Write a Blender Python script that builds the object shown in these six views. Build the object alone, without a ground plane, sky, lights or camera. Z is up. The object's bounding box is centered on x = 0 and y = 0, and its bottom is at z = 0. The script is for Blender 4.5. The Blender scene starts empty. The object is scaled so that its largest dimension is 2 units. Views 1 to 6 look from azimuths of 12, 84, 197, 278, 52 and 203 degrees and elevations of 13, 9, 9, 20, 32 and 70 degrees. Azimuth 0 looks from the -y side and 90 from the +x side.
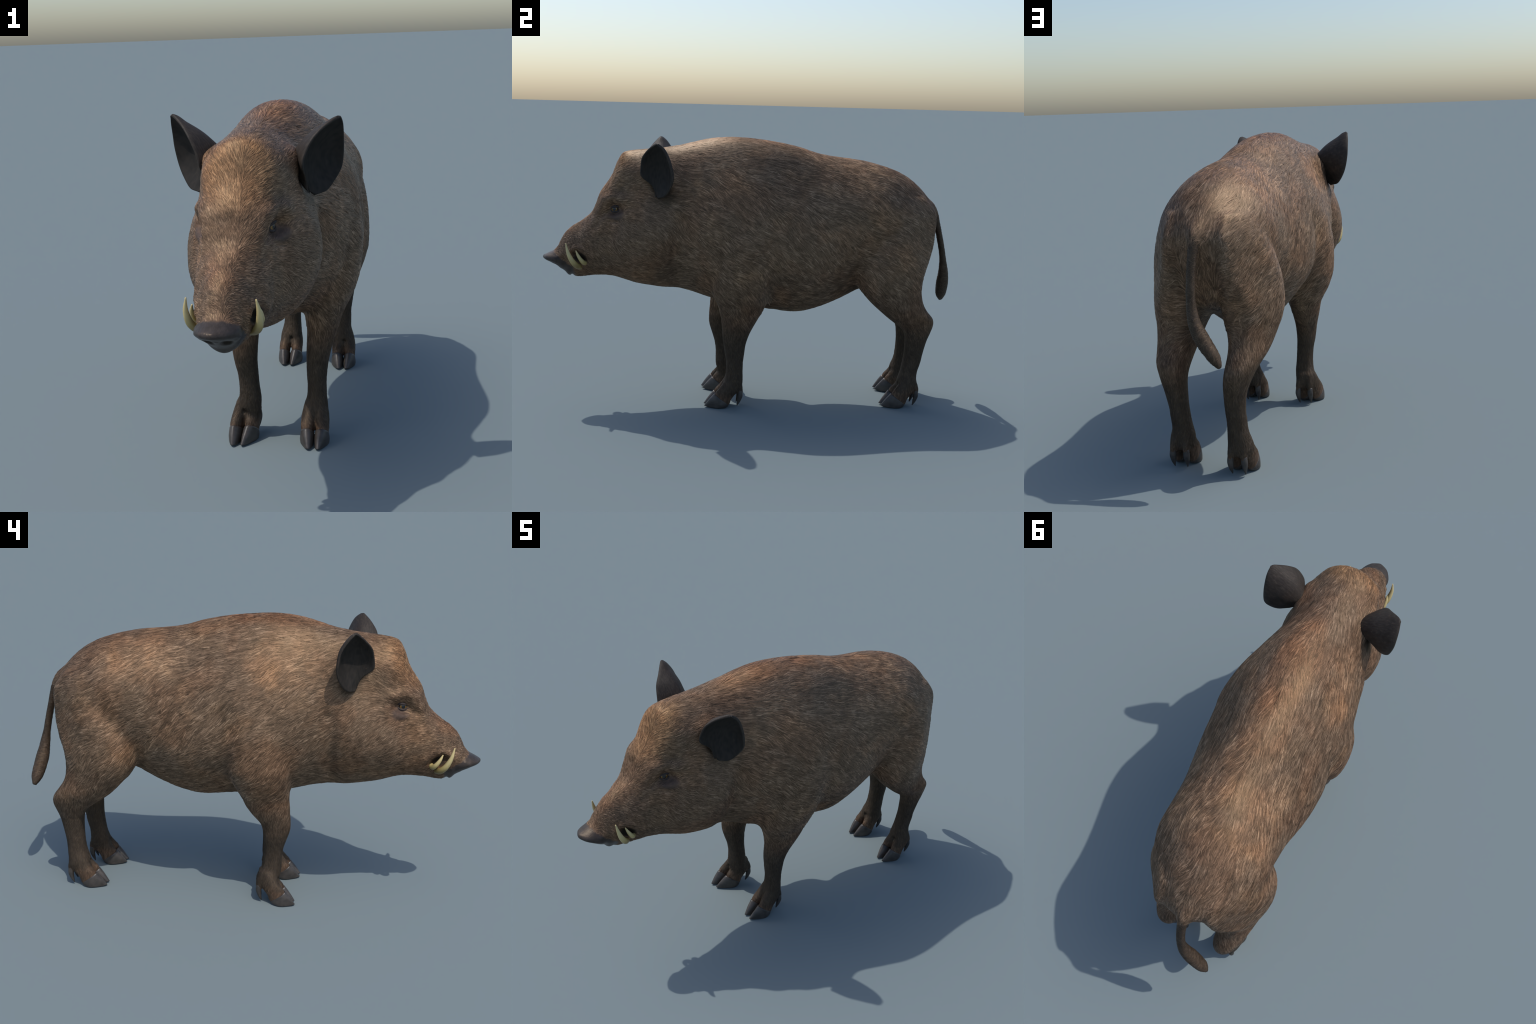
"""Wild boar: one smooth body lofted from cross-sections, split into anatomical
parts, with ears, eyes, tusks, hooves, dewclaws and a coat of lying bristles."""
import math
import random
import bpy
import numpy as np
from mathutils import Vector
from mathutils.bvhtree import BVHTree

random.seed(7)
RNG = np.random.default_rng(7)
VOXEL = 0.0042

# ------------------------------------------------------------------ helpers


def pchip(xs, ys, x):
    """Monotone cubic through (xs, ys); ys may have several columns."""
    xs, ys, x = np.asarray(xs, float), np.asarray(ys, float), np.asarray(x, float)
    if ys.ndim == 1:
        ys = ys[:, None]
    h = np.diff(xs)[:, None]
    d = np.diff(ys, axis=0) / h
    m = np.zeros_like(ys)
    m[0], m[-1] = d[0], d[-1]
    w1, w2 = 2 * h[1:] + h[:-1], h[1:] + 2 * h[:-1]
    same = d[:-1] * d[1:] > 0
    with np.errstate(divide="ignore", invalid="ignore"):
        harm = (w1 + w2) / (w1 / d[:-1] + w2 / d[1:])
    m[1:-1] = np.where(same, harm, 0)
    i = np.clip(np.searchsorted(xs, x) - 1, 0, len(xs) - 2)
    t = ((x - xs[i]) / h[i, 0])[:, None]
    hh = h[i]
    return ((1 + 2 * t) * (1 - t) ** 2 * ys[i] + t * (1 - t) ** 2 * hh * m[i]
            + t * t * (3 - 2 * t) * ys[i + 1] + t * t * (t - 1) * hh * m[i + 1])


def smoothstep(a, b, x):
    t = np.clip((np.asarray(x, float) - a) / (b - a), 0, 1)
    return t * t * (3 - 2 * t)


def head_shift(y):
    """The head is turned slightly to the right and the trunk bows to the left."""
    y = np.asarray(y, float)
    ys = [-1.0, -.93, -.65, -.50, -.36, -.25, -.10, .20, .50, .95]
    xs = [-.034, -.032, -.022, -.016, -.017, -.003, .006, .010, .008, .003]
    return pchip(ys, xs, y.ravel())[:, 0].reshape(y.shape)


class Soup:
    """Collects closed pieces into one vertex / face list."""

    def __init__(self):
        self.v, self.f, self.n = [], [], 0

    def rings(self, R, cap=True):
        R = np.asarray(R, float)
        k, m = R.shape[:2]
        base = self.n
        self.v.append(R.reshape(-1, 3))
        self.n += k * m
        for i in range(k - 1):
            for j in range(m):
                a, b = base + i * m + j, base + i * m + (j + 1) % m
                self.f.append((a, b, b + m, a + m))
        if cap:
            for i, flip in ((0, True), (k - 1, False)):
                c = self.n
                self.v.append(R[i].mean(0)[None])
                self.n += 1
                for j in range(m):
                    a, b = base + i * m + j, base + i * m + (j + 1) % m
                    self.f.append((b, a, c) if flip else (a, b, c))

    def mesh(self, name):
        me = bpy.data.meshes.new(name)
        me.from_pydata(np.concatenate(self.v).tolist(), [], self.f)
        me.update()
        return me


def fix_normals(me):
    import bmesh
    bm = bmesh.new()
    bm.from_mesh(me)
    bmesh.ops.recalc_face_normals(bm, faces=bm.faces)
    bm.to_mesh(me)
    bm.free()


def new_object(name, me, parent, mat=None, smooth=True):
    ob = bpy.data.objects.new(name, me)
    bpy.context.scene.collection.objects.link(ob)
    ob.parent = parent
    if mat:
        me.materials.append(mat)
    if smooth:
        me.shade_smooth()
    return ob


def tube_rings(points, radii, m=20, steps=6, squash=None):
    """Rings round a smooth spine; radii is one number or (side, front) pairs."""
    P = np.asarray(points, float)
    t = np.linspace(0, 1, len(P))
    tt = np.linspace(0, 1, (len(P) - 1) * steps + 1)
    C = pchip(t, P, tt)
    r = pchip(t, np.asarray(radii, float), tt)
    if r.shape[1] == 1:
        r = np.repeat(r, 2, 1)
    T = np.gradient(C, axis=0)
    T /= np.linalg.norm(T, axis=1)[:, None]
    side = np.cross(T, [0.0, 1.0, 0.0]) if abs(T[:, 1]).max() < 0.97 else np.cross(T, [0.0, 0.0, 1.0])
    side /= np.linalg.norm(side, axis=1)[:, None]
    up = np.cross(side, T)
    a = np.linspace(0, 2 * np.pi, m, endpoint=False)
    return C[:, None] + r[:, :1, None] * np.cos(a)[None, :, None] * side[:, None] + r[:, 1:, None] * np.sin(a)[None, :, None] * up[:, None]


# ------------------------------------------------------------------ body lofts
# One row per section along the spine (head at -y):
# y, top z, bottom z, half-widths at 10, 30, 50, 70 and 90 % of the height.
SPINE = [
    (-0.996, 0.699, 0.686, .010, .014, .016, .014, .010),
    (-0.984, 0.707, 0.679, .024, .034, .038, .034, .022),
    (-0.964, 0.717, 0.669, .036, .050, .055, .047, .029),
    (-0.942, 0.728, 0.656, .043, .060, .066, .055, .034),
    (-0.926, 0.745, 0.646, .046, .066, .071, .056, .034),
    (-0.912, 0.775, 0.637, .046, .068, .071, .052, .031),
    (-0.893, 0.808, 0.624, .044, .066, .070, .055, .033),
    (-0.880, 0.822, 0.609, .043, .069, .074, .061, .037),
    (-0.870, 0.831, 0.604, .043, .072, .079, .068, .041),
    (-0.860, 0.840, 0.607, .043, .074, .082, .071, .043),
    (-0.848, 0.849, 0.602, .046, .078, .086, .075, .045),
    (-0.830, 0.860, 0.599, .048, .083, .091, .081, .049),
    (-0.790, 0.888, 0.603, .062, .102, .110, .101, .066),
    (-0.765, 0.913, 0.607, .070, .110, .115, .104, .070),
    (-0.745, 0.957, 0.608, .079, .117, .117, .104, .074),
    (-0.728, 1.004, 0.609, .084, .119, .117, .106, .079),
    (-0.706, 1.038, 0.609, .092, .129, .123, .110, .084),
    (-0.672, 1.088, 0.607, .104, .142, .129, .112, .088),
    (-0.640, 1.166, 0.600, .115, .160, .141, .119, .093),
    (-0.615, 1.199, 0.592, .122, .176, .157, .130, .102),
    (-0.550, 1.211, 0.573, .136, .200, .188, .154, .118),
    (-0.480, 1.219, 0.561, .140, .210, .211, .165, .120),
    (-0.420, 1.226, 0.552, .136, .209, .212, .172, .120),
    (-0.370, 1.233, 0.551, .122, .194, .206, .175, .114),
    (-0.300, 1.250, 0.539, .128, .206, .222, .182, .114),
    (-0.200, 1.273, 0.511, .166, .240, .247, .202, .126),
    (-0.100, 1.281, 0.490, .152, .256, .268, .227, .141),
    (0.000, 1.275, 0.469, .132, .264, .281, .236, .145),
    (0.100, 1.263, 0.456, .136, .262, .272, .231, .138),
    (0.215, 1.240, 0.447, .154, .257, .264, .224, .130),
    (0.304, 1.213, 0.464, .148, .245, .254, .219, .132),
    (0.400, 1.197, 0.499, .138, .224, .238, .214, .132),
    (0.500, 1.186, 0.547, .126, .208, .232, .216, .134),
    (0.600, 1.164, 0.585, .102, .196, .227, .222, .139),
    (0.700, 1.131, 0.620, .088, .182, .210, .197, .117),
    (0.760, 1.097, 0.650, .080, .152, .178, .166, .097),
    (0.800, 1.064, 0.690, .068, .130, .156, .146, .086),
    (0.840, 1.021, 0.770, .050, .096, .118, .111, .066),
    (0.868, 0.981, 0.835, .036, .068, .084, .078, .048),
    (0.884, 0.950, 0.870, .018, .034, .042, .040, .026),
]


def spine_rings():
    S = np.array(SPINE)
    f = np.array([.1, .3, .5, .7, .9])
    amp = S[:, 3:] / np.sqrt(4 * f * (1 - f))
    ys = np.concatenate([np.linspace(-0.996, -0.58, 84), np.linspace(-0.57, 0.74, 90), np.linspace(0.75, 0.884, 24)])
    A = pchip(S[:, 0], np.column_stack([S[:, 1:3], amp]), ys)
    th = np.linspace(0, np.pi, 41)
    ff = (1 - np.cos(th)) / 2
    out = []
    for y, row in zip(ys, A):
        zt, zb, a = row[0], row[1], row[2:]
        w = pchip(np.r_[0, f, 1], np.r_[a[0], a, a[-1]], ff)[:, 0] * np.sqrt(np.maximum(0, 4 * ff * (1 - ff)))
        z = zb + ff * (zt - zb)
        zz = np.r_[z, z[-2:0:-1]]
        sway = .014 * math.exp(-((y - .14) / .20) ** 2) - .012 * math.exp(-((y + .40) / .15) ** 2)
        x = np.r_[w, -w[-2:0:-1]] + head_shift(y) + sway * (1 - smoothstep(.48, .70, zz))
        out.append(np.column_stack([x, np.full_like(x, y), zz]))
    return np.array(out)


# Leg sections: z, front y, back y, inner |x|, outer |x|
FORE = {
    1: [(1.000, -.110, .060, .100, .240), (.900, -.150, .085, .080, .280), (.780, -.180, .098, .070, .300), (.660, -.190, .100, .060, .290),
        (.570, -.198, .078, .060, .264), (.500, -.168, .060, .080, .228), (.430, -.151, .022, .090, .206), (.345, -.143, -.019, .088, .179),
        (.295, -.135, -.033, .087, .168), (.255, -.129, -.037, .087, .163), (.210, -.122, -.042, .089, .160), (.165, -.123, -.042, .087, .161),
        (.125, -.130, -.041, .080, .165), (.100, -.130, -.044, .080, .164), (.075, -.122, -.058, .088, .152)],
    -1: [(1.000, -.110, .060, .100, .240), (.900, -.150, .085, .080, .276), (.780, -.186, .096, .070, .296), (.660, -.200, .096, .060, .292),
         (.570, -.196, .066, .060, .264), (.500, -.190, .022, .080, .224), (.430, -.197, -.018, .090, .205), (.365, -.200, -.070, .092, .186),
         (.300, -.183, -.081, .096, .178), (.255, -.169, -.084, .094, .170), (.200, -.162, -.079, .092, .168), (.160, -.163, -.074, .087, .171),
         (.120, -.158, -.063, .090, .180), (.098, -.148, -.060, .096, .184), (.075, -.135, -.072, .110, .174)],
}
HIND = {
    1: [(1.020, .640, .815, .050, .172), (.920, .580, .876, .040, .218), (.810, .530, .868, .040, .251), (.718, .495, .842, .040, .262),
        (.650, .488, .818, .036, .264), (.590, .502, .808, .044, .260), (.526, .550, .815, .062, .244), (.470, .612, .842, .076, .222),
        (.430, .660, .876, .083, .205), (.405, .695, .877, .086, .190), (.374, .729, .866, .088, .184), (.335, .742, .852, .089, .177),
        (.273, .742, .836, .090, .168), (.212, .735, .824, .088, .162), (.156, .725, .809, .082, .164), (.125, .714, .808, .078, .168), (.100, .712, .808, .080, .172), (.075, .722, .796, .092, .162)],
    -1: [(1.020, .640, .815, .050, .172), (.920, .580, .876, .040, .220), (.810, .530, .869, .040, .254), (.718, .490, .846, .040, .264),
         (.650, .486, .822, .036, .266), (.590, .506, .816, .046, .258), (.526, .558, .828, .070, .242), (.470, .612, .864, .082, .224),
         (.430, .664, .891, .083, .202), (.405, .700, .893, .081, .190), (.373, .738, .882, .078, .178), (.335, .755, .869, .077, .164),
         (.273, .759, .855, .077, .156), (.200, .755, .842, .080, .155), (.160, .747, .840, .078, .160), (.125, .734, .836, .075, .170), (.100, .733, .836, .076, .174), (.075, .745, .822, .090, .160)],
}
# Foot: side, ground point under the fetlock (x, y), turn-out in degrees
FEET = {
    ("fore", 1): (0.119, -0.090, 2.0), ("fore", -1): (-0.144, -0.096, 8.0),
    ("hind", 1): (0.130, 0.766, 2.0), ("hind", -1): (-0.121, 0.788, 1.0),
}


def leg_rings(rows, side, thigh=0.0, m=36):
    R = np.array(rows)[::-1]
    zz = np.linspace(R[0, 0], R[-1, 0], 70)
    A = pchip(R[:, 0], R[:, 1:], zz)
    a = np.linspace(0, 2 * np.pi, m, endpoint=False)
    c, s = np.cos(a), np.sin(a)
    e = 2 / 2.25
    c, s = np.sign(c) * abs(c) ** e, np.sign(s) * abs(s) ** e
    out = []
    for z, (yf, yb, xi, xo) in zip(zz, A):
        pull = thigh * smoothstep(.42, .56, z) * (.30 + .70 * smoothstep(.62, .86, z)) * smoothstep(-.25, 1.0, s)      # hams narrow towards the rear
        x = (xi + xo) / 2 + (xo - xi) / 2 * c
        x = x - pull * np.maximum(0, x - .10)
        out.append(np.column_stack([side * x, (yf + yb) / 2 + (yb - yf) / 2 * s, np.full(m, z)]))
    return np.array(out)


def foot_frame(key):
    """Maps local (forward, outward, up) to the world for one foot."""
    x, y, turn = FEET[key]
    side = key[1]
    t = math.radians(turn)

    def go(P):
        P = np.asarray(P, float)
        f, s, z = P[..., 0], P[..., 1] * side, P[..., 2]
        return np.stack([x + s * math.cos(t) + side * f * math.sin(t), y - f * math.cos(t) + side * s * math.sin(t) * side, z], -1)

    return go


# toe sections: z, back f, front f, outward centre, half-width
TOE = [(.150, -.036, .030, .014, .024), (.120, -.036, .046, .0195, .027), (.095, -.034, .064, .0245, .0270), (.070, -.019, .084, .0280, .0258),
       (.050, -.004, .089, .0288, .0250), (.030, .009, .086, .0290, .0240), (.016, .012, .078, .0290, .022), (.008, .018, .070, .0290, .017)]


def toe_rings(go, sgn, m=24):
    R = np.array(TOE)[::-1]
    zz = np.linspace(R[0, 0], R[-1, 0], 26)
    A = pchip(R[:, 0], R[:, 1:], zz)
    a = np.linspace(0, 2 * np.pi, m, endpoint=False)
    return np.array([go(np.column_stack([(b + f) / 2 + (f - b) / 2 * np.cos(a), sgn * c + w * np.sin(a), np.full(m, z)])) for z, (b, f, c, w) in zip(zz, A)])


def dew_rings(go, sgn):
    a = np.linspace(0, 2 * np.pi, 16, endpoint=False)
    rows = [(.165, -.004, .018, .012), (.115, -.025, .024, .0185), (.085, -.033, .0265, .0165), (.062, -.034, .0275, .0130), (.050, -.033, .028, .0095)]
    R = np.array(rows)[::-1]
    zz = np.linspace(R[0, 0], R[-1, 0], 14)
    A = pchip(R[:, 0], R[:, 1:], zz)
    return np.array([go(np.column_stack([f + r * np.cos(a), sgn * s + r * .8 * np.sin(a), np.full(16, z)])) for z, (f, s, r) in zip(zz, A)])


TAIL = [(-.004, .815, .985), (-.008, .864, .966), (-.012, .899, .905), (-.010, .926, .815), (-.012, .946, .725), (-.026, .959, .640), (-.058, .966, .575), (-.102, .975, .515), (-.130, .982, .474)]
TAIL_R = [(.050, .040), (.036, .030), (.0235, .0215), (.0200, .0170), (.0205, .0170), (.0250, .0255), (.0300, .0320), (.0255, .0280), (.0095, .0095)]

soup = Soup()
soup.rings(spine_rings())
for side in (1, -1):
    soup.rings(leg_rings(FORE[side], side))
    soup.rings(leg_rings(HIND[side], side, .62))
for key in FEET:
    go = foot_frame(key)
    for sgn in (1, -1):
        soup.rings(toe_rings(go, sgn))
        soup.rings(dew_rings(go, sgn))
soup.rings(tube_rings(TAIL, TAIL_R))
raw = soup.mesh("body_raw")
fix_normals(raw)
raw_ob = bpy.data.objects.new("body_raw", raw)
bpy.context.scene.collection.objects.link(raw_ob)
rm = raw_ob.modifiers.new("Remesh", "REMESH")
rm.mode = "VOXEL"
rm.voxel_size = VOXEL
rm.use_smooth_shade = True
dg = bpy.context.evaluated_depsgraph_get()
body = bpy.data.meshes.new_from_object(raw_ob.evaluated_get(dg))
bpy.data.objects.remove(raw_ob)
bpy.data.meshes.remove(raw)

# ------------------------------------------------------------------ smoothing
nv = len(body.vertices)
co = np.empty(nv * 3)
body.vertices.foreach_get("co", co)
co = co.reshape(-1, 3)
ed = np.empty(len(body.edges) * 2, int)
body.edges.foreach_get("vertices", ed)
ed = ed.reshape(-1, 2)
deg = np.bincount(ed.ravel(), minlength=nv).astype(float)[:, None]


def neighbour_mean(x):
    return np.column_stack([np.bincount(ed[:, 0], x[ed[:, 1], k], nv) + np.bincount(ed[:, 1], x[ed[:, 0], k], nv) for k in range(x.shape[1])]) / deg


def relax(weight, times, lam=0.6):
    global co
    for _ in range(times):
        co = co + lam * weight[:, None] * (neighbour_mean(co) - co)


def body_normals():
    body.vertices.foreach_set("co", co.ravel())
    body.update()
    n = np.empty(nv * 3)
    body.vertices.foreach_get("normal", n)
    return n.reshape(-1, 3)


relax(np.ones(nv), 5)
relax(smoothstep(.075, .10, co[:, 2]) * (1 - smoothstep(.17, .20, co[:, 2])), 8)
X, Y, Z = co.T
trunk = smoothstep(0.30, 0.48, Z) * smoothstep(-0.60, -0.45, Y) * (1 - smoothstep(0.885, 0.905, Y))
relax(trunk, 45)
X, Y, Z = co.T
relax(np.exp(-((X / .10) ** 2 + ((Y - .875) / .05) ** 2 + ((Z - .965) / .07) ** 2)), 22)
X, Y, Z = co.T
relax(smoothstep(0.09, 0.15, Z) * (1 - smoothstep(.9, .915, Y)) * smoothstep(-.75, -.6, Y), 8)

# ------------------------------------------------------------------ sculpting
# Every stroke is a soft brush along a short path, pushing along the normals.


def stroke(points, radius, depth, mirror=True, push=None, flat=1.0):
    """points: head-local (x measured from the head axis); depth > 0 raises."""
    global co
    N = body_normals()
    for sx in ((1, -1) if mirror else (1,)):
        P = np.array(points, float).reshape(-1, 3) * [sx, 1, 1]
        P[:, 0] += head_shift(P[:, 1])
        lo, hi = P.min(0) - 3 * radius, P.max(0) + 3 * radius
        idx = np.nonzero(((co > lo) & (co < hi)).all(1))[0]
        Q = co[idx]
        best = np.full(len(idx), 1e9)
        segs = [(P[0], P[0])] if len(P) == 1 else list(zip(P[:-1], P[1:]))
        for a, b in segs:
            ab = b - a
            L = max(ab @ ab, 1e-12)
            t = np.clip(((Q - a) @ ab) / L, 0, 1)
            best = np.minimum(best, np.linalg.norm(Q - a - t[:, None] * ab, axis=1))
        w = np.exp(-(best / radius) ** 2)
        d = N[idx] if push is None else np.array([push[0] * sx, push[1], push[2]])
        co[idx] = Q + depth * w[:, None] * d


# face
stroke([(.088, -.690, .975), (.118, -.655, .995), (.138, -.610, .985)], .024, .014)      # brow ridge
stroke([(.130, -.560, .955), (.126, -.645, .940), (.098, -.705, .915)], .017, -.013)     # eye hollow
stroke([(.122, -.670, .934), (.124, -.646, .938), (.130, -.620, .944)], .023, -.011)                                               # socket
stroke([(.100, -.715, .900), (.108, -.742, .860)], .018, -.006)                           # tear trough
stroke([(.112, -.676, .902), (.130, -.648, .899), (.142, -.618, .911)], .008, .005)
stroke([(.114, -.682, .882), (.136, -.648, .880), (.150, -.606, .900)], .007, -.004)
stroke([(.150, -.590, .945), (.165, -.540, .952)], .010, -.004)      # lower bag
stroke([(.060, -.760, .930), (.040, -.800, .895)], .030, .004)
stroke([(.165, -.435, 1.030), (.160, -.460, 1.055)], .026, -.010)                          # bed of the ear
stroke([(.140, -.495, 1.128), (.138, -.460, 1.138), (.140, -.425, 1.118)], .036, .020)       # fleshy root of the ear
stroke([(.200, -.358, .900), (.200, -.358, .800), (.185, -.364, .690), (.135, -.370, .620)], .029, -.014)  # behind the jowl
stroke([(.175, -.500, .760), (.200, -.470, .840)], .060, .006)                            # jowl
# mouth corner with the tusk pocket
stroke([(.078, -.868, .722), (.084, -.836, .748), (.096, -.796, .744), (.104, -.764, .716)], .012, .008)
stroke([(.085, -.838, .715), (.092, -.790, .694)], .019, -.020, push=(1, 0, 0))
stroke([(.080, -.806, .660), (.072, -.838, .642), (.054, -.858, .622), (.025, -.861, .608), (0, -.861, .604)], .0055, -.006)
stroke([(.082, -.800, .650), (.074, -.830, .632)], .009, .004)
# snout disc
stroke([(0, -.990, .694), (.034, -.976, .692), (.062, -.945, .684), (.073, -.914, .672), (.064, -.893, .645)], .008, .004)
stroke([(0, -.876, .604), (.030, -.878, .608), (.055, -.885, .622)], .016, .001)
stroke([(.050, -.925, .735), (.072, -.915, .705), (.078, -.892, .690), (.080, -.878, .655)], .009, -.006)
stroke([(0, -.962, .664), (.030, -.955, .664)], .012, -.003)
stroke([(.024, -.940, .651), (.034, -.936, .653)], .0105, .020, push=(0, .55, .83))
# trunk
stroke([(.275, .085, .900), (.270, .085, .760), (.245, .085, .600), (.200, .065, .500)], .040, -.012)
stroke([(.220, .470, .760), (.205, .490, .660)], .050, -.003)
relax(np.ones(nv), 2, .5)
for key in FEET:
    go = foot_frame(key)
    stroke(go(np.array([(.056, 0, .112), (.074, 0, .082), (.082, 0, .058)])), .0075, -.015, mirror=False)
# hock: tendon hollow
stroke([(.150, .835, .330), (.142, .810, .250)], .014, -.005)
stroke([(.172, .795, .330), (.158, .785, .240)], .012, -.004)
N = body_normals()
co -= N * ((.0004 + .0014 * smoothstep(.40, .60, co[:, 2])) * smoothstep(-.86, -.80, co[:, 1]))[:, None]    # room for the coat
N = body_normals()

# ------------------------------------------------------------------ regions
nf = len(body.polygons)
lt = np.empty(nf, int)
body.polygons.foreach_get("loop_total", lt)
lv = np.empty(len(body.loops), int)
body.loops.foreach_get("vertex_index", lv)
ls = np.empty(nf, int)
body.polygons.foreach_get("loop_start", ls)
polys = [lv[s:s + t] for s, t in zip(ls, lt)]
cen = np.empty(nf * 3)
body.polygons.foreach_get("center", cen)
cx, cy, cz = cen.reshape(-1, 3).T
area = np.empty(nf)
body.polygons.foreach_get("area", area)

region = np.full(nf, "torso", dtype=object)
region[cy < -0.205 - 0.10 * (cz - 0.9)] = "neck"
region[cy < -0.395 - 0.10 * (cz - 0.9)] = "head"
fore = (cz < 0.53) & (cy > -0.28) & (cy < 0.11) & (cz < 0.475 + 0.9 * np.maximum(0, abs(cx) - .13))
hind = (cy > 0.45) & (cz < 0.62 - 0.10 * (0.75 - cy)) & (abs(cx) > 0.02) & (cz < .56 + .5 * np.maximum(0, abs(cx) - .06))
for s, nm in ((1, "left"), (-1, "right")):
    region[fore & (cx * s > 0)] = "foreleg_" + nm
    region[hind & (cx * s > 0)] = "hindleg_" + nm
tt = np.linspace(0, 1, 60)
TC = pchip(np.linspace(0, 1, len(TAIL)), TAIL, tt)
TR = pchip(np.linspace(0, 1, len(TAIL)), TAIL_R, tt)[:, 0]
near = np.nonzero(cy > 0.86)[0]
D = np.linalg.norm(cen.reshape(-1, 3)[near][:, None] - TC[None], axis=2)
k = D.argmin(1)
region[near[(D.min(1) < TR[k] * 1.5 + .004) & (k > 11)]] = "tail"

# ------------------------------------------------------------------ materials


def material(name, build):
    m = bpy.data.materials.new(name)
    m.use_nodes = True
    nt = m.node_tree
    nt.nodes.clear()
    out = nt.nodes.new("ShaderNodeOutputMaterial")
    bs = nt.nodes.new("ShaderNodeBsdfPrincipled")
    nt.links.new(bs.outputs[0], out.inputs[0])
    build(Nodes(nt), bs)
    return m


class Nodes:
    def __init__(self, nt):
        self.nt = nt

    def put(self, sock, val):
        if hasattr(val, "is_output"):
            self.nt.links.new(val, sock)
        elif val is not None:
            try:
                sock.default_value = val
            except Exception:
                sock.default_value = (*val, 1.0)

    def node(self, kind, **kw):
        n = self.nt.nodes.new(kind)
        for k_, v_ in kw.items():
            setattr(n, k_, v_)
        return n

    def coord(self):
        return self.node("ShaderNodeTexCoord").outputs["Object"]

    def island(self):
        return self.node("ShaderNodeNewGeometry").outputs["Random Per Island"]

    def mapping(self, vec, scale=(1, 1, 1), rot=(0, 0, 0), loc=(0, 0, 0)):
        n = self.node("ShaderNodeMapping")
        self.put(n.inputs["Vector"], vec)
        n.inputs["Scale"].default_value = scale
        n.inputs["Rotation"].default_value = rot
        n.inputs["Location"].default_value = loc
        return n.outputs[0]

    def noise(self, vec, scale, detail=3, rough=.55):
        n = self.node("ShaderNodeTexNoise")
        self.put(n.inputs["Vector"], vec)
        n.inputs["Scale"].default_value = scale
        n.inputs["Detail"].default_value = detail
        n.inputs["Roughness"].default_value = rough
        return n.outputs["Fac"]

    def ramp(self, fac, stops):
        n = self.node("ShaderNodeValToRGB")
        self.put(n.inputs[0], fac)
        e = n.color_ramp.elements
        while len(e) < len(stops):
            e.new(.5)
        for el, (p, c) in zip(e, stops):
            el.position = p
            el.color = (*c, 1) if len(c) == 3 else c
        return n.outputs[0]

    def grey(self, fac, a, b, lo=0.0, hi=1.0):
        n = self.node("ShaderNodeMapRange", interpolation_type="SMOOTHSTEP")
        self.put(n.inputs["Value"], fac)
        for nm, v_ in (("From Min", a), ("From Max", b), ("To Min", lo), ("To Max", hi)):
            n.inputs[nm].default_value = v_
        return n.outputs[0]

    def mix(self, fac, a, b, mode="MIX"):
        n = self.node("ShaderNodeMix", data_type="RGBA", blend_type=mode)
        self.put(n.inputs[0], fac)
        self.put(n.inputs[6], a)
        self.put(n.inputs[7], b)
        return n.outputs[2]

    def math(self, op, a, b=None):
        n = self.node("ShaderNodeMath", operation=op)
        self.put(n.inputs[0], a)
        if b is not None:
            self.put(n.inputs[1], b)
        return n.outputs[0]

    def blob(self, vec, centre, size):
        """1 inside an ellipsoid, fading to 0 at its surface."""
        m = self.node("ShaderNodeVectorMath", operation="SUBTRACT")
        self.put(m.inputs[0], vec)
        m.inputs[1].default_value = centre
        d = self.node("ShaderNodeVectorMath", operation="DIVIDE")
        self.put(d.inputs[0], m.outputs[0])
        d.inputs[1].default_value = size
        L = self.node("ShaderNodeVectorMath", operation="LENGTH")
        self.put(L.inputs[0], d.outputs[0])
        return self.grey(L.outputs["Value"], 1.0, .55)

    def bump(self, h, strength, dist):
        n = self.node("ShaderNodeBump")
        n.inputs["Strength"].default_value = strength
        n.inputs["Distance"].default_value = dist
        self.put(n.inputs["Height"], h)
        return n.outputs[0]


def sep(N_, vec, axis):
    n = N_.node("ShaderNodeSeparateXYZ")
    N_.put(n.inputs[0], vec)
    return n.outputs[axis]


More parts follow.
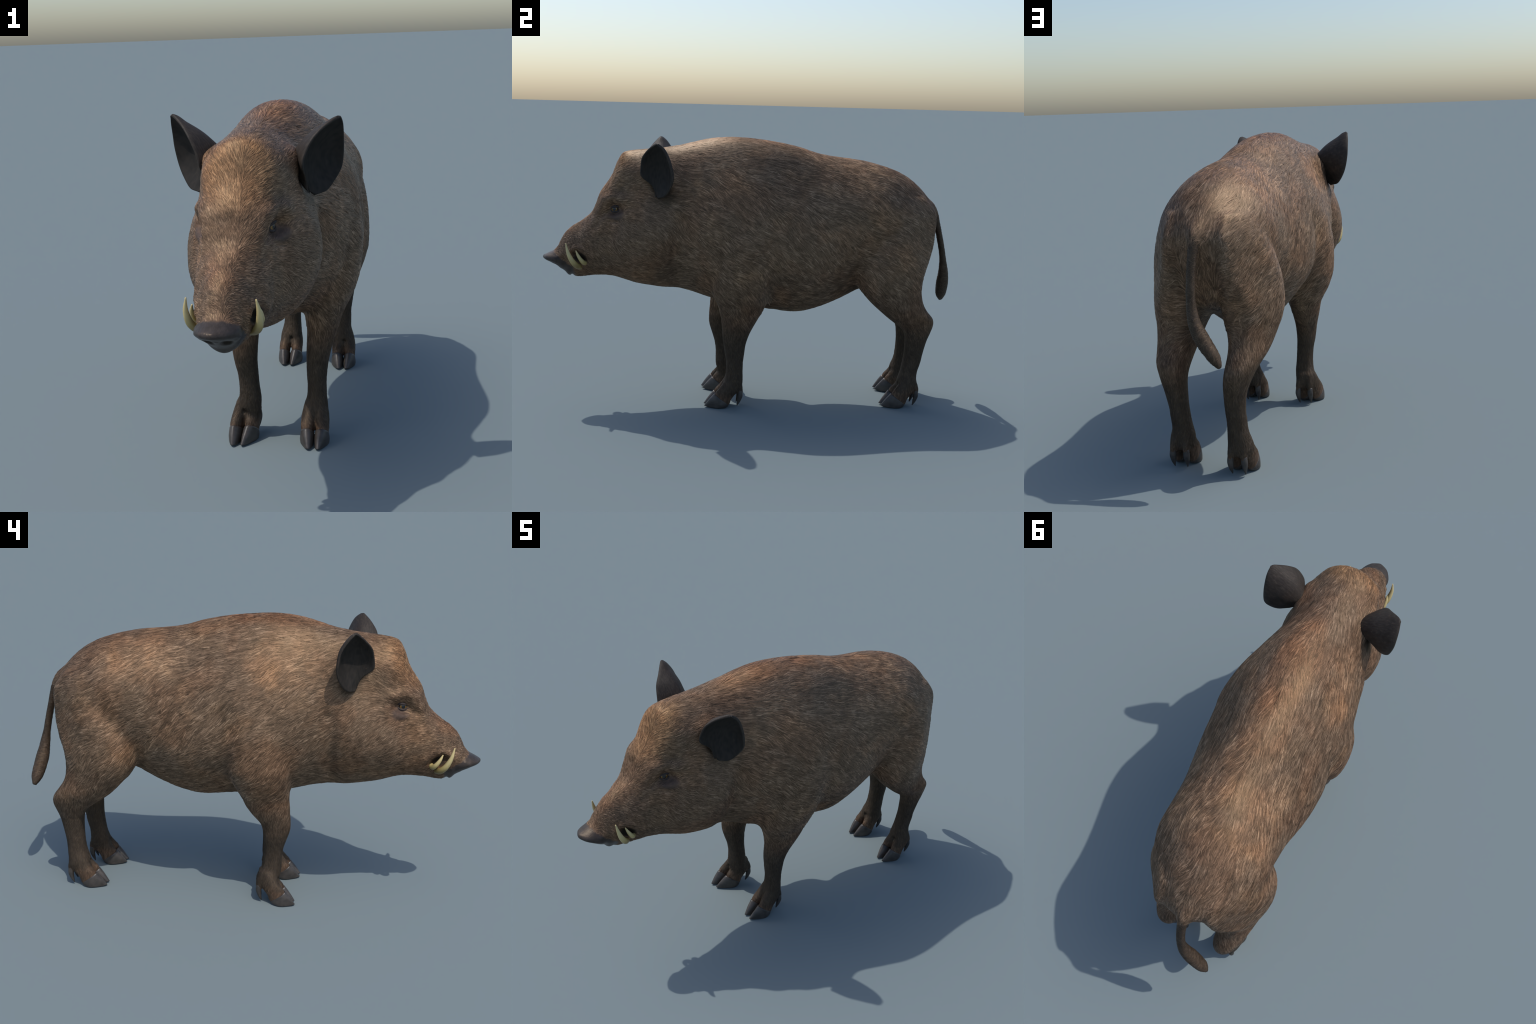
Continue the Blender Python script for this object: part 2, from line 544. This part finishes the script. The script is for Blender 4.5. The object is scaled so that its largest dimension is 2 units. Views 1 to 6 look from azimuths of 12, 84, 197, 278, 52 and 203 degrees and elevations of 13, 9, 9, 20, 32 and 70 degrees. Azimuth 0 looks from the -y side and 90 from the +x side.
def coat_colours(N_, p, streak, kind):
    """Shared colouring of skin and bristles; streak is 0..1 per hair or noise."""
    clump = N_.grey(N_.noise(p, 34, 2, .5), .28, .72)
    tone = N_.math("ADD", N_.math("MULTIPLY", streak, .78), N_.math("MULTIPLY", clump, .22))
    base = N_.ramp(tone, [(0.0, (.044, .029, .020)), (.25, (.084, .054, .036)), (.60, (.154, .099, .064)), (.84, (.242, .160, .105)), (1.0, (.370, .258, .174))])
    patch = N_.noise(p, 5.5, 3)
    base = N_.mix(N_.grey(patch, .40, .64), base, N_.mix(1.0, base, (1.08, .96, .89), "MULTIPLY"))
    patch2 = N_.noise(N_.mapping(p, loc=(3, 1, 7)), 8.0, 3)
    base = N_.mix(N_.grey(patch2, .46, .72, 0, .55), base, N_.mix(1.0, base, (.66, .64, .64), "MULTIPLY"))
    patch3 = N_.noise(N_.mapping(p, loc=(9, 4, 2)), 6.5, 2)
    base = N_.mix(N_.grey(patch3, .50, .72, 0, .6), base, N_.mix(1.0, base, (1.42, 1.36, 1.22), "MULTIPLY"))
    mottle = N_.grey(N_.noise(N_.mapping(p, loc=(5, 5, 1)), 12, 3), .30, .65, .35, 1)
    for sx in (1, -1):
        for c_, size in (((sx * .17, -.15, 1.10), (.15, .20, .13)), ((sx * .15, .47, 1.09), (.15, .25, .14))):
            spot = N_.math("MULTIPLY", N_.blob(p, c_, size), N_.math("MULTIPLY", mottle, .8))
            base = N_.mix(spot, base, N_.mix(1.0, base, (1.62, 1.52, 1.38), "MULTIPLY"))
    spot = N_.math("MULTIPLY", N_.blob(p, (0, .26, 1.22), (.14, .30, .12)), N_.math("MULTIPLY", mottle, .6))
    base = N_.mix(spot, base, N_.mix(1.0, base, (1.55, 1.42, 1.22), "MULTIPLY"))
    ridge = N_.math("MULTIPLY", N_.blob(p, (0, -.10, 1.28), (.12, .34, .09)), .7)
    base = N_.mix(ridge, base, N_.mix(1.0, base, (1.04, .84, .72), "MULTIPLY"))
    dark = N_.ramp(tone, [(0.0, (.030, .022, .017)), (.5, (.050, .038, .029)), (.9, (.074, .055, .041)), (1.0, (.100, .074, .055))])
    if kind == "leg":
        z = sep(N_, p, 2)
        wob = N_.math("ADD", z, N_.math("MULTIPLY", N_.math("SUBTRACT", patch2, .5), .12))
        base = N_.mix(N_.grey(wob, .52, .27), base, dark)
        rust = N_.ramp(streak, [(0.0, (.05, .032, .022)), (.5, (.120, .070, .044)), (1.0, (.230, .150, .100))])
        base = N_.mix(N_.grey(wob, .105, .055, 0, .75), base, rust)
    elif kind == "tail":
        base = N_.mix(.85, base, dark)
    elif kind == "head":
        gold = N_.math("MULTIPLY", N_.blob(p, (-.020, -.640, 1.110), (.155, .17, .19)), .75)
        base = N_.mix(gold, base, N_.mix(1.0, base, (1.75, 1.50, 1.12), "MULTIPLY"))
        gold = N_.math("MULTIPLY", N_.blob(p, (-.030, -.830, .850), (.090, .12, .08)), .5)
        base = N_.mix(gold, base, N_.mix(1.0, base, (1.45, 1.25, 1.08), "MULTIPLY"))
        for sx in (1, -1):
            base = N_.mix(N_.math("MULTIPLY", N_.blob(p, (sx * .140 + head_shift(-.645).item(), -.648, .915), (.060, .052, .036)), .70), base, (.074, .054, .048))
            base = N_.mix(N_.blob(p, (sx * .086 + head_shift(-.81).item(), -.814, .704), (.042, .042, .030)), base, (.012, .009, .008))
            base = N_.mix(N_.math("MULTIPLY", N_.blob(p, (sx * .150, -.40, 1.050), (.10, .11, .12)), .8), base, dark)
    return base


def build_skin(kind):
    def build(N_, bs):
        p = N_.coord()
        if kind in ("leg", "tail"):
            q = N_.mapping(p, scale=(160, 110, 26), rot=(.25, 0, 0))
        else:
            q = N_.mapping(p, scale=(120, 24, 120), rot=(.35, 0, 0))
        s = N_.noise(q, 1.0, 4, .6)
        streak = N_.grey(s, .25, .80, .0, .85)
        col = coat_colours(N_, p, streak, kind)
        rough = .62
        if kind == "head":
            y, z = sep(N_, p, 1), sep(N_, p, 2)
            edge = N_.math("ADD", y, N_.math("MULTIPLY", N_.math("SUBTRACT", N_.noise(p, 60, 3), .5), .03))
            edge = N_.math("ADD", edge, N_.math("MULTIPLY", N_.math("SUBTRACT", z, .70), 1.35))
            nose = N_.math("MULTIPLY", N_.grey(edge, -.903, -.923), N_.grey(y, -.838, -.856))
            nose_col = N_.ramp(N_.noise(p, 45, 4), [(.3, (.027, .023, .022)), (.7, (.052, .043, .041))])
            col = N_.mix(nose, col, nose_col)
            for sx in (1, -1):
                col = N_.mix(N_.blob(p, (sx * .028 + head_shift(-.94).item(), -.926, .655), (.017, .017, .017)), col, (.006, .005, .005))
            rough = N_.grey(nose, 0, 1, .62, .40)
        N_.put(bs.inputs["Base Color"], col)
        N_.put(bs.inputs["Roughness"], rough)
        bs.inputs["Specular IOR Level"].default_value = .35
        bs.inputs["Specular Tint"].default_value = (1.0, .80, .60, 1)
        N_.put(bs.inputs["Normal"], N_.bump(s, .35, .004))
    return build


def build_hair(kind):
    def build(N_, bs):
        p = N_.coord()
        r = N_.island()
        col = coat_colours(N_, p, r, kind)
        N_.put(bs.inputs["Base Color"], col)
        bs.inputs["Roughness"].default_value = .50
        bs.inputs["Specular IOR Level"].default_value = (.45 if kind in ("leg", "tail") else .72)
        bs.inputs["Specular Tint"].default_value = (1.0, .72, .45, 1)
    return build


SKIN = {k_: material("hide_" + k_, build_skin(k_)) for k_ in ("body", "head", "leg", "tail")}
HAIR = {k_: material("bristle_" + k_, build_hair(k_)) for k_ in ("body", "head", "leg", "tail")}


def build_ear(N_, bs):
    p = N_.coord()
    s = N_.noise(N_.mapping(p, scale=(60, 200, 60)), 1.0, 4)
    back = N_.ramp(s, [(.25, (.020, .0155, .012)), (.55, (.036, .028, .022)), (.8, (.066, .050, .038))])
    rust = N_.noise(p, 14, 3)
    back = N_.mix(N_.grey(rust, .55, .75, 0, .5), back, (.075, .048, .034))
    N_.put(bs.inputs["Base Color"], back)
    bs.inputs["Roughness"].default_value = .62
    bs.inputs["Specular IOR Level"].default_value = .3
    N_.put(bs.inputs["Normal"], N_.bump(s, .4, .003))


def build_ear_inside(N_, bs):
    p = N_.coord()
    s = N_.noise(N_.mapping(p, scale=(40, 120, 40)), 1.0, 4)
    N_.put(bs.inputs["Base Color"], N_.ramp(s, [(.3, (.016, .0145, .013)), (.75, (.034, .028, .023))]))
    bs.inputs["Roughness"].default_value = .65
    bs.inputs["Specular IOR Level"].default_value = .2
    N_.put(bs.inputs["Normal"], N_.bump(s, .25, .003))


def build_hoof(N_, bs):
    p = N_.coord()
    s = N_.noise(N_.mapping(p, scale=(30, 30, 220)), 1.0, 3)
    c = N_.noise(p, 40, 3)
    N_.put(bs.inputs["Base Color"], N_.mix(N_.grey(c, .35, .7), N_.ramp(s, [(.3, (.031, .026, .023)), (.7, (.048, .041, .036))]), (.062, .052, .045)))
    bs.inputs["Roughness"].default_value = .42
    N_.put(bs.inputs["Normal"], N_.bump(s, .12, .002))


def build_tusk(N_, bs):
    z = sep(N_, N_.coord(), 2)
    c = N_.noise(N_.mapping(N_.coord(), scale=(90, 90, 30)), 1.0, 3)
    t = N_.math("ADD", N_.grey(z, .652, .725), N_.math("MULTIPLY", N_.math("SUBTRACT", c, .5), .35))
    N_.put(bs.inputs["Base Color"], N_.ramp(t, [(0.0, (.210, .145, .050)), (.35, (.400, .305, .115)), (1.0, (.580, .465, .220))]))
    bs.inputs["Roughness"].default_value = .38


def build_eye(N_, bs):
    p = N_.node("ShaderNodeTexCoord").outputs["Generated"]
    d = N_.node("ShaderNodeVectorMath", operation="DISTANCE")
    N_.put(d.inputs[0], p)
    d.inputs[1].default_value = (.97, .34, .5)
    r = d.outputs["Value"]
    N_.put(bs.inputs["Base Color"], N_.ramp(r, [(.0, (.006, .007, .008)), (.20, (.006, .007, .008)), (.23, (.14, .070, .014)), (.32, (.28, .15, .030)), (.39, (.12, .06, .015)), (.43, (.020, .016, .015))]))
    bs.inputs["Roughness"].default_value = .12
    bs.inputs["Coat Weight"].default_value = .2


def build_lid(N_, bs):
    c = N_.noise(N_.coord(), 90, 4)
    N_.put(bs.inputs["Base Color"], N_.ramp(c, [(.3, (.036, .027, .025)), (.7, (.066, .050, .046))]))
    bs.inputs["Roughness"].default_value = .62
    bs.inputs["Specular IOR Level"].default_value = .25
    N_.put(bs.inputs["Normal"], N_.bump(c, .3, .002))


EAR, EAR_IN, HOOF, TUSK, EYE, LID = (material(n_, b_) for n_, b_ in (("ear_skin", build_ear), ("ear_hollow", build_ear_inside), ("horn_of_hoof", build_hoof), ("ivory", build_tusk), ("eye_gloss", build_eye), ("eyelid_skin", build_lid)))

# ------------------------------------------------------------------ parts
boar = bpy.data.objects.new("wild_boar", None)
bpy.context.scene.collection.objects.link(boar)
boar["label"] = "standing wild boar with brown bristly coat and curved tusks"
boar["category"] = "wild boar"

kind_of = {"torso": "body", "neck": "body", "head": "head", "tail": "tail"}
parts = {}
for nm in ("torso", "neck", "head", "foreleg_left", "foreleg_right", "hindleg_left", "hindleg_right", "tail"):
    ids = np.nonzero(region == nm)[0]
    used = np.unique(np.concatenate([polys[i] for i in ids]))
    remap = np.full(nv, -1)
    remap[used] = np.arange(len(used))
    me = bpy.data.meshes.new(nm.split("_")[0])
    me.from_pydata(co[used].tolist(), [], [remap[polys[i]].tolist() for i in ids])
    kd = kind_of.get(nm, "leg")
    ob = new_object(nm.split("_")[0], me, boar, SKIN[kd])
    me.normals_split_custom_set_from_vertices(N[used].tolist())
    parts[nm] = ob

# ------------------------------------------------------------------ ears
# front rim, back rim and deepest line of the scoop, from the root to the tip
EARS = {
    1: dict(front=[(.170, -.456, 1.004), (.160, -.478, 1.055), (.160, -.533, 1.106), (.185, -.527, 1.174), (.220, -.500, 1.217), (.250, -.474, 1.239), (.268, -.458, 1.249)],
            back=[(.186, -.452, 1.002), (.216, -.427, 1.008), (.246, -.401, 1.044), (.268, -.386, 1.090), (.274, -.396, 1.150), (.276, -.422, 1.220), (.272, -.453, 1.249)],
            deep=[(.174, -.456, 1.004), (.180, -.448, 1.036), (.186, -.428, 1.088), (.204, -.415, 1.146), (.230, -.420, 1.190), (.252, -.438, 1.228), (.2700, -.455, 1.2490)],
            ridge=[(.085, -.445, 1.095), (.120, -.422, 1.118), (.152, -.411, 1.140), (.186, -.409, 1.168), (.218, -.418, 1.200), (.246, -.436, 1.230), (.2695, -.455, 1.2495)]),
    -1: dict(front=[(.182, -.454, 1.012), (.174, -.475, 1.060), (.177, -.528, 1.108), (.206, -.518, 1.183), (.236, -.489, 1.224), (.265, -.464, 1.250), (.282, -.449, 1.262)],
             back=[(.199, -.452, 1.010), (.232, -.429, 1.014), (.268, -.398, 1.053), (.290, -.383, 1.105), (.299, -.388, 1.171), (.295, -.416, 1.228), (.286, -.444, 1.262)],
             deep=[(.186, -.455, 1.012), (.192, -.446, 1.044), (.200, -.422, 1.096), (.218, -.408, 1.155), (.246, -.412, 1.203), (.268, -.429, 1.241), (.2840, -.446, 1.2620)],
             ridge=[(.095, -.440, 1.100), (.130, -.415, 1.126), (.162, -.402, 1.150), (.198, -.401, 1.180), (.232, -.410, 1.213), (.260, -.429, 1.243), (.2835, -.446, 1.2625)]),
}


def make_ear(side):
    E = EARS[side]
    t = np.linspace(0, 1, 7)
    U = np.linspace(0, 1, 29)
    F, B, S, O = (pchip(t, E[k_], U) for k_ in ("front", "back", "deep", "ridge"))
    V = np.linspace(0, 1, 25)[None, :, None]

    def scoop(mid):
        """Sheet from rim to rim whose cross-sections pass through mid."""
        bowl = 1.08 * (1 - np.abs(2 * V ** .72 - 1) ** 2.3)
        return (1 - V) * F[:, None] + V * B[:, None] + bowl * (mid - .5 * (F + B))[:, None]

    P = scoop(S)
    n = np.cross(np.gradient(P, axis=0), np.gradient(P, axis=1))
    n /= np.linalg.norm(n, axis=2)[..., None] + 1e-9
    mid = .5 * (F + B)
    if ((mid[14] - S[14]) @ n[14, 12]) < 0:      # point the normals into the hollow
        n = -n
    Q = scoop(O)
    edge = np.minimum(1, np.sin(np.pi * V[..., 0]) * 3.0) * np.minimum(1, (1 - U) * 8)[:, None]
    inner = P + n * .0035
    thick = .0065 + .0030 * edge
    outer = np.where(((P - Q) * n).sum(2)[..., None] > thick[..., None], Q, P - n * thick[..., None])
    sx = np.array([side, 1, 1])
    verts = np.concatenate([inner.reshape(-1, 3), outer.reshape(-1, 3)]) * sx
    q = lambda k_, i, j: k_ * 29 * 25 + i * 25 + j
    faces, mats = [], []
    for i in range(28):
        for j in range(24):
            faces.append((q(0, i, j), q(0, i, j + 1), q(0, i + 1, j + 1), q(0, i + 1, j))); mats.append(1)
            faces.append((q(1, i, j), q(1, i + 1, j), q(1, i + 1, j + 1), q(1, i, j + 1))); mats.append(0)
    for i in range(28):
        for j in (0, 24):
            faces.append((q(0, i, j), q(0, i + 1, j), q(1, i + 1, j), q(1, i, j))); mats.append(0)
    for j in range(24):
        for i in (0, 28):
            faces.append((q(0, i, j), q(0, i, j + 1), q(1, i, j + 1), q(1, i, j))); mats.append(0)
    me = bpy.data.meshes.new("ear")
    me.from_pydata(verts.tolist(), [], faces)
    fix_normals(me)
    ob = new_object("ear", me, parts["head"], EAR)
    me.materials.append(EAR_IN)
    me.polygons.foreach_set("material_index", mats)
    sub = ob.modifiers.new("Subdivision", "SUBSURF")
    sub.levels = sub.render_levels = 1
    return ob


for side in (1, -1):
    make_ear(side)

# ------------------------------------------------------------------ eyes


def lid_arc(side, c, top):
    """A lid: a tapered roll bowed over the eyeball."""
    soup_ = Soup()
    ts = np.linspace(0, 1, 7)
    h = .0135 if top else -.0130
    pts = [(c[0] + side * ((.0185 if top else .0170) * math.sin(math.pi * t) ** .7 - .002 + .014 * (t - .5)),
            c[1] - .027 + .054 * t, c[2] - .003 + .006 * t + h * math.sin(math.pi * t) ** .8) for t in ts]
    r = [.0036 + (.0030 if top else .0022) * math.sin(math.pi * t) for t in ts]
    soup_.rings(tube_rings(pts, r, m=14, steps=5))
    me = soup_.mesh("eyelid")
    fix_normals(me)
    return new_object("eyelid", me, parts["head"], LID)


bvh_body = BVHTree.FromPolygons(co.tolist(), [p_.tolist() for p_ in polys])
for side in (1, -1):
    hx = head_shift(-.646).item()
    hit = bvh_body.ray_cast(Vector((hx + side * .4, -.646, .938)), Vector((-side, 0, 0)))[0]
    c = np.array([hit.x - side * .0095, -.648, .938])
    soup_ = Soup()
    th = np.linspace(.02, math.pi - .02, 15)
    a = np.linspace(0, 2 * math.pi, 28, endpoint=False)
    soup_.rings(np.array([np.column_stack([0.0195 * math.cos(t) * np.ones(28), 0.0195 * math.sin(t) * np.cos(a), 0.0195 * math.sin(t) * np.sin(a)]) for t in th]))
    me = soup_.mesh("eye")
    fix_normals(me)
    ob = new_object("eye", me, parts["head"], EYE)
    ob.location = c
    ob.rotation_euler = (0, 0, 0 if side > 0 else math.pi)
    if side < 0:
        ob.scale = (1, -1, 1)
    lid_arc(side, c, True)
    lid_arc(side, c, False)

# ------------------------------------------------------------------ tusks
for side in (1, -1):
    for pts, rad in (([(.052, -.806, .652), (.088, -.826, .662), (.106, -.850, .690), (.110, -.868, .730), (.1045, -.8785, .7725)], [.0125, .0138, .0120, .0082, .0022]),
                     ([(.066, -.782, .690), (.090, -.793, .678), (.104, -.808, .693), (.105, -.822, .715), (.100, -.833, .738)], [.0105, .0112, .0096, .0070, .0022])):
        P = np.array(pts) * [side, 1, 1] + [-.0315, 0, 0]
        soup_ = Soup()
        soup_.rings(tube_rings(P, rad, m=18, steps=7))
        me = soup_.mesh("tusk")
        fix_normals(me)
        new_object("tusk", me, parts["head"], TUSK)

# ------------------------------------------------------------------ hooves


def hoof_mesh(go, sgn):
    m = 40
    a = np.linspace(0, 2 * math.pi, m, endpoint=False)
    c, s = np.cos(a), np.sin(a)
    # sole: rounded heel and bulging outer wall, blunt toe drawn towards the cleft
    f = .081 + .055 * c
    lead = smoothstep(.05, .138, f)
    w = np.sign(s) * abs(s) ** .9 * .0265 * (1 - .42 * lead)
    drift = .0310 - .013 * lead
    sole = np.column_stack([f, drift + w, .0015 + .004 * smoothstep(.118, .137, f)])
    top = np.column_stack([.0525 + .0355 * c, .0278 + .0262 * s, .041 + .0260 * c - .003 * abs(s)])
    rings = []
    for t in (-.12, -.05, 0, .06, .15, .3, .45, .6, .75, .9, 1.0):
        k_ = max(t, 0)
        R = sole + (top - sole) * k_
        R[:, 1] = drift + (R[:, 1] - drift) * (1 + .12 * math.sin(math.pi * min(1, k_ * 1.05)))
        R[:, 0] += .002 * math.sin(math.pi * k_) * c
        if t < 0:
            mid = R.mean(0)
            q_ = .94 if t > -.1 else .80
            R = mid + (R - mid) * [q_, q_, 1] - [0, 0, .001 if t > -.1 else .0012]
        rings.append(R)
    rings.append(top.mean(0) + (top - top.mean(0)) * [.93, .93, .93] + [0, 0, .0012])
    rings.append(top.mean(0) + (top - top.mean(0)) * [.80, .78, .80] - [0, 0, .004])
    R = np.array(rings) * [1, sgn, 1]
    soup_ = Soup()
    soup_.rings(go(R))
    me = soup_.mesh("hoof")
    fix_normals(me)
    return me


for key in FEET:
    go = foot_frame(key)
    leg = parts[key[0] + "leg_" + ("left" if key[1] > 0 else "right")]
    for sgn in (1, -1):
        new_object("hoof", hoof_mesh(go, sgn), leg, HOOF)
        pts = go(np.array([(-.034, sgn * .0270, .080), (-.0355, sgn * .0285, .058), (-.031, sgn * .0285, .034), (-.0215, sgn * .0265, .006)]))
        soup_ = Soup()
        soup_.rings(tube_rings(pts, [.0120, .0128, .0095, .0022], m=16, steps=5))
        me = soup_.mesh("dewclaw")
        fix_normals(me)
        new_object("dewclaw", me, leg, HOOF)

# ------------------------------------------------------------------ coat of bristles
# Short lying bristles follow a combing field: backward along the trunk, down the
# flanks and legs, up the face; each is a low ridge hugging the skin.


def comb(P, Nn):
    x, y, z = P.T
    ax = abs(x - head_shift(y))
    d = np.zeros_like(P)
    d[:, 1] = 1.0
    flank = smoothstep(.08, .26, ax)
    d[:, 2] = -.75 * flank
    d[:, 0] = .22 * np.sign(x) * (1 - flank)
    face = 1 - smoothstep(-.62, -.42, y)
    d[:, 2] = d[:, 2] * (1 - face) + face * np.where(z > .9, .15, -.35)
    low = 1 - smoothstep(.36, .62, z) * 1.0
    low = np.where((y < -.30) | ((y > .12) & (y < .42)), 0, low)
    d[:, 1] = d[:, 1] * (1 - .75 * low)
    d[:, 2] -= 1.1 * low
    # gentle waves so that tufts lean differently
    wob = np.sin(9 * y + 5 * z + 2.1 * np.sin(11 * z + 7 * x)) + .8 * np.sin(23 * y - 17 * z + 13 * x) + .6 * np.sin(41 * z + 37 * y + 29 * x)
    turn = .16 * wob + RNG.normal(0, .13, len(P))
    d -= (d * Nn).sum(1)[:, None] * Nn
    d /= np.linalg.norm(d, axis=1)[:, None] + 1e-9
    side = np.cross(Nn, d)
    return d * np.cos(turn)[:, None] + side * np.sin(turn)[:, None]


tri_nf = np.array([len(p_) for p_ in polys])
quad = np.zeros((nf, 4), int)
for i, p_ in enumerate(polys):
    quad[i, :len(p_)] = p_
    if len(p_) == 3:
        quad[i, 3] = p_[2]


def grow(part, density, length, width, lift, kind):
    """One coat layer over a region of the body."""
    ids = np.nonzero(region == part)[0]
    c = cen.reshape(-1, 3)[ids]
    dens = density(c) * area[ids]
    count = int(dens.sum())
    pick = RNG.choice(ids, count, p=dens / dens.sum())
    uv = RNG.random((count, 2))
    q = quad[pick]
    w = np.stack([(1 - uv[:, 0]) * (1 - uv[:, 1]), uv[:, 0] * (1 - uv[:, 1]), uv[:, 0] * uv[:, 1], (1 - uv[:, 0]) * uv[:, 1]], 1)[..., None]
    P = (co[q] * w).sum(1)
    Nn = (N[q] * w).sum(1)
    Nn /= np.linalg.norm(Nn, axis=1)[:, None]
    L = length(P) * RNG.uniform(.65, 1.25, count)
    Wd = width * RNG.uniform(.6, 1.3, count)
    fields = [P]
    norms = [Nn]
    dirs = []
    cur, nn = P, Nn
    d0 = comb(P, Nn)
    bend = RNG.normal(0, .18, count)
    for s_ in range(3):
        d = d0 - (d0 * nn).sum(1)[:, None] * nn
        d /= np.linalg.norm(d, axis=1)[:, None] + 1e-9
        side = np.cross(nn, d)
        d = d + side * bend[:, None] * (s_ - .5)
        d /= np.linalg.norm(d, axis=1)[:, None]
        dirs.append(d)
        guess = cur + d * (L / 3)[:, None]
        nxt = np.empty_like(guess)
        n2 = np.empty_like(guess)
        for i, g in enumerate(guess):
            h = bvh_body.find_nearest(g)
            nxt[i], n2[i] = h[0], h[1]
        n2 = .5 * n2 + .5 * nn
        n2 /= np.linalg.norm(n2, axis=1)[:, None]
        cur, nn, d0 = nxt, n2, d
        fields.append(cur)
        norms.append(nn)
    dirs.append(dirs[-1])
    V, NV = [], []
    for k_, (hgt, wid) in enumerate(((-.35, .6), (.7, 1.0), (1.0, .72))):
        side = np.cross(norms[k_], dirs[k_])
        base = fields[k_]
        for off, up in ((-1, -.15), (0, .9), (1, -.15)):
            V.append(base + side * (off * wid * Wd * .5)[:, None] + norms[k_] * (lift * hgt + up * Wd * .30)[:, None])
            nrm = norms[k_] + side * off * .22
            NV.append(nrm / np.linalg.norm(nrm, axis=1)[:, None])
    V.append(fields[3] + norms[3] * (lift * .8))
    NV.append(norms[3])
    V, NV = np.stack(V, 1), np.stack(NV, 1)        # count, 10, 3
    f = np.array([(0, 3, 4, 1), (1, 4, 5, 2), (3, 6, 7, 4), (4, 7, 8, 5)])
    t = np.array([(6, 9, 7), (7, 9, 8)])
    off = (np.arange(count) * 10)[:, None, None]
    quads, tris = (f[None] + off).reshape(-1, 4), (t[None] + off).reshape(-1, 3)
    me = bpy.data.meshes.new("fur")
    me.vertices.add(count * 10)
    me.vertices.foreach_set("co", V.ravel())
    loops = np.concatenate([quads.ravel(), tris.ravel()])
    me.loops.add(len(loops))
    me.loops.foreach_set("vertex_index", loops)
    starts = np.concatenate([np.arange(len(quads)) * 4, len(quads) * 4 + np.arange(len(tris)) * 3])
    me.polygons.add(len(starts))
    me.polygons.foreach_set("loop_start", starts)
    me.update(calc_edges=True)
    me.validate()
    ob = new_object("fur", me, parts[part], HAIR[kind])
    me.normals_split_custom_set_from_vertices(NV.reshape(-1, 3).tolist())
    ob["kind"] = "stuff"
    return ob


def head_density(c):
    x, y, z = c.T
    hx = x - head_shift(y)
    d = np.full(len(c), 52000.0)
    d *= 1 - smoothstep(-.898, -.922, y + 1.35 * (z - .70)) * smoothstep(-.838, -.856, y)
    for sx in (1, -1):
        d *= smoothstep(.8, 1.15, np.sqrt(((hx - sx * .135) / .06) ** 2 + ((y + .646) / .040) ** 2 + ((z - .922) / .032) ** 2))
        d *= smoothstep(.8, 1.1, np.sqrt(((hx - sx * .09) / .06) ** 2 + ((y + .816) / .046) ** 2 + ((z - .704) / .034) ** 2))
    return d + 1e-6


grow("torso", lambda c: np.full(len(c), 32000.0), lambda P: .050 + .014 * smoothstep(.9, 1.2, P[:, 2]), .0027, .0016, "body")
grow("torso", lambda c: np.full(len(c), 7500.0), lambda P: .062 + .014 * smoothstep(.9, 1.2, P[:, 2]), .0046, .0025, "body")
grow("neck", lambda c: np.full(len(c), 34000.0), lambda P: .046 + .014 * smoothstep(.9, 1.2, P[:, 2]), .0027, .0016, "body")
grow("neck", lambda c: np.full(len(c), 8000.0), lambda P: .056 + .014 * smoothstep(.9, 1.2, P[:, 2]), .0045, .0025, "body")
grow("head", head_density, lambda P: .013 + .022 * smoothstep(-.90, -.5, P[:, 1]), .0018, .0011, "head")
grow("head", lambda c: .16 * head_density(c), lambda P: .014 + .028 * smoothstep(-.90, -.5, P[:, 1]), .0030, .0017, "head")
for nm in ("foreleg_left", "foreleg_right", "hindleg_left", "hindleg_right"):
    grow(nm, lambda c: 34000.0 * smoothstep(.055, .09, c[:, 2]) + 1e-6, lambda P: .016 + .018 * smoothstep(.2, .5, P[:, 2]), .0021, .0009, "leg")
grow("tail", lambda c: np.full(len(c), 20000.0), lambda P: np.full(len(P), .022), .0020, .0010, "tail")
bpy.data.meshes.remove(body)
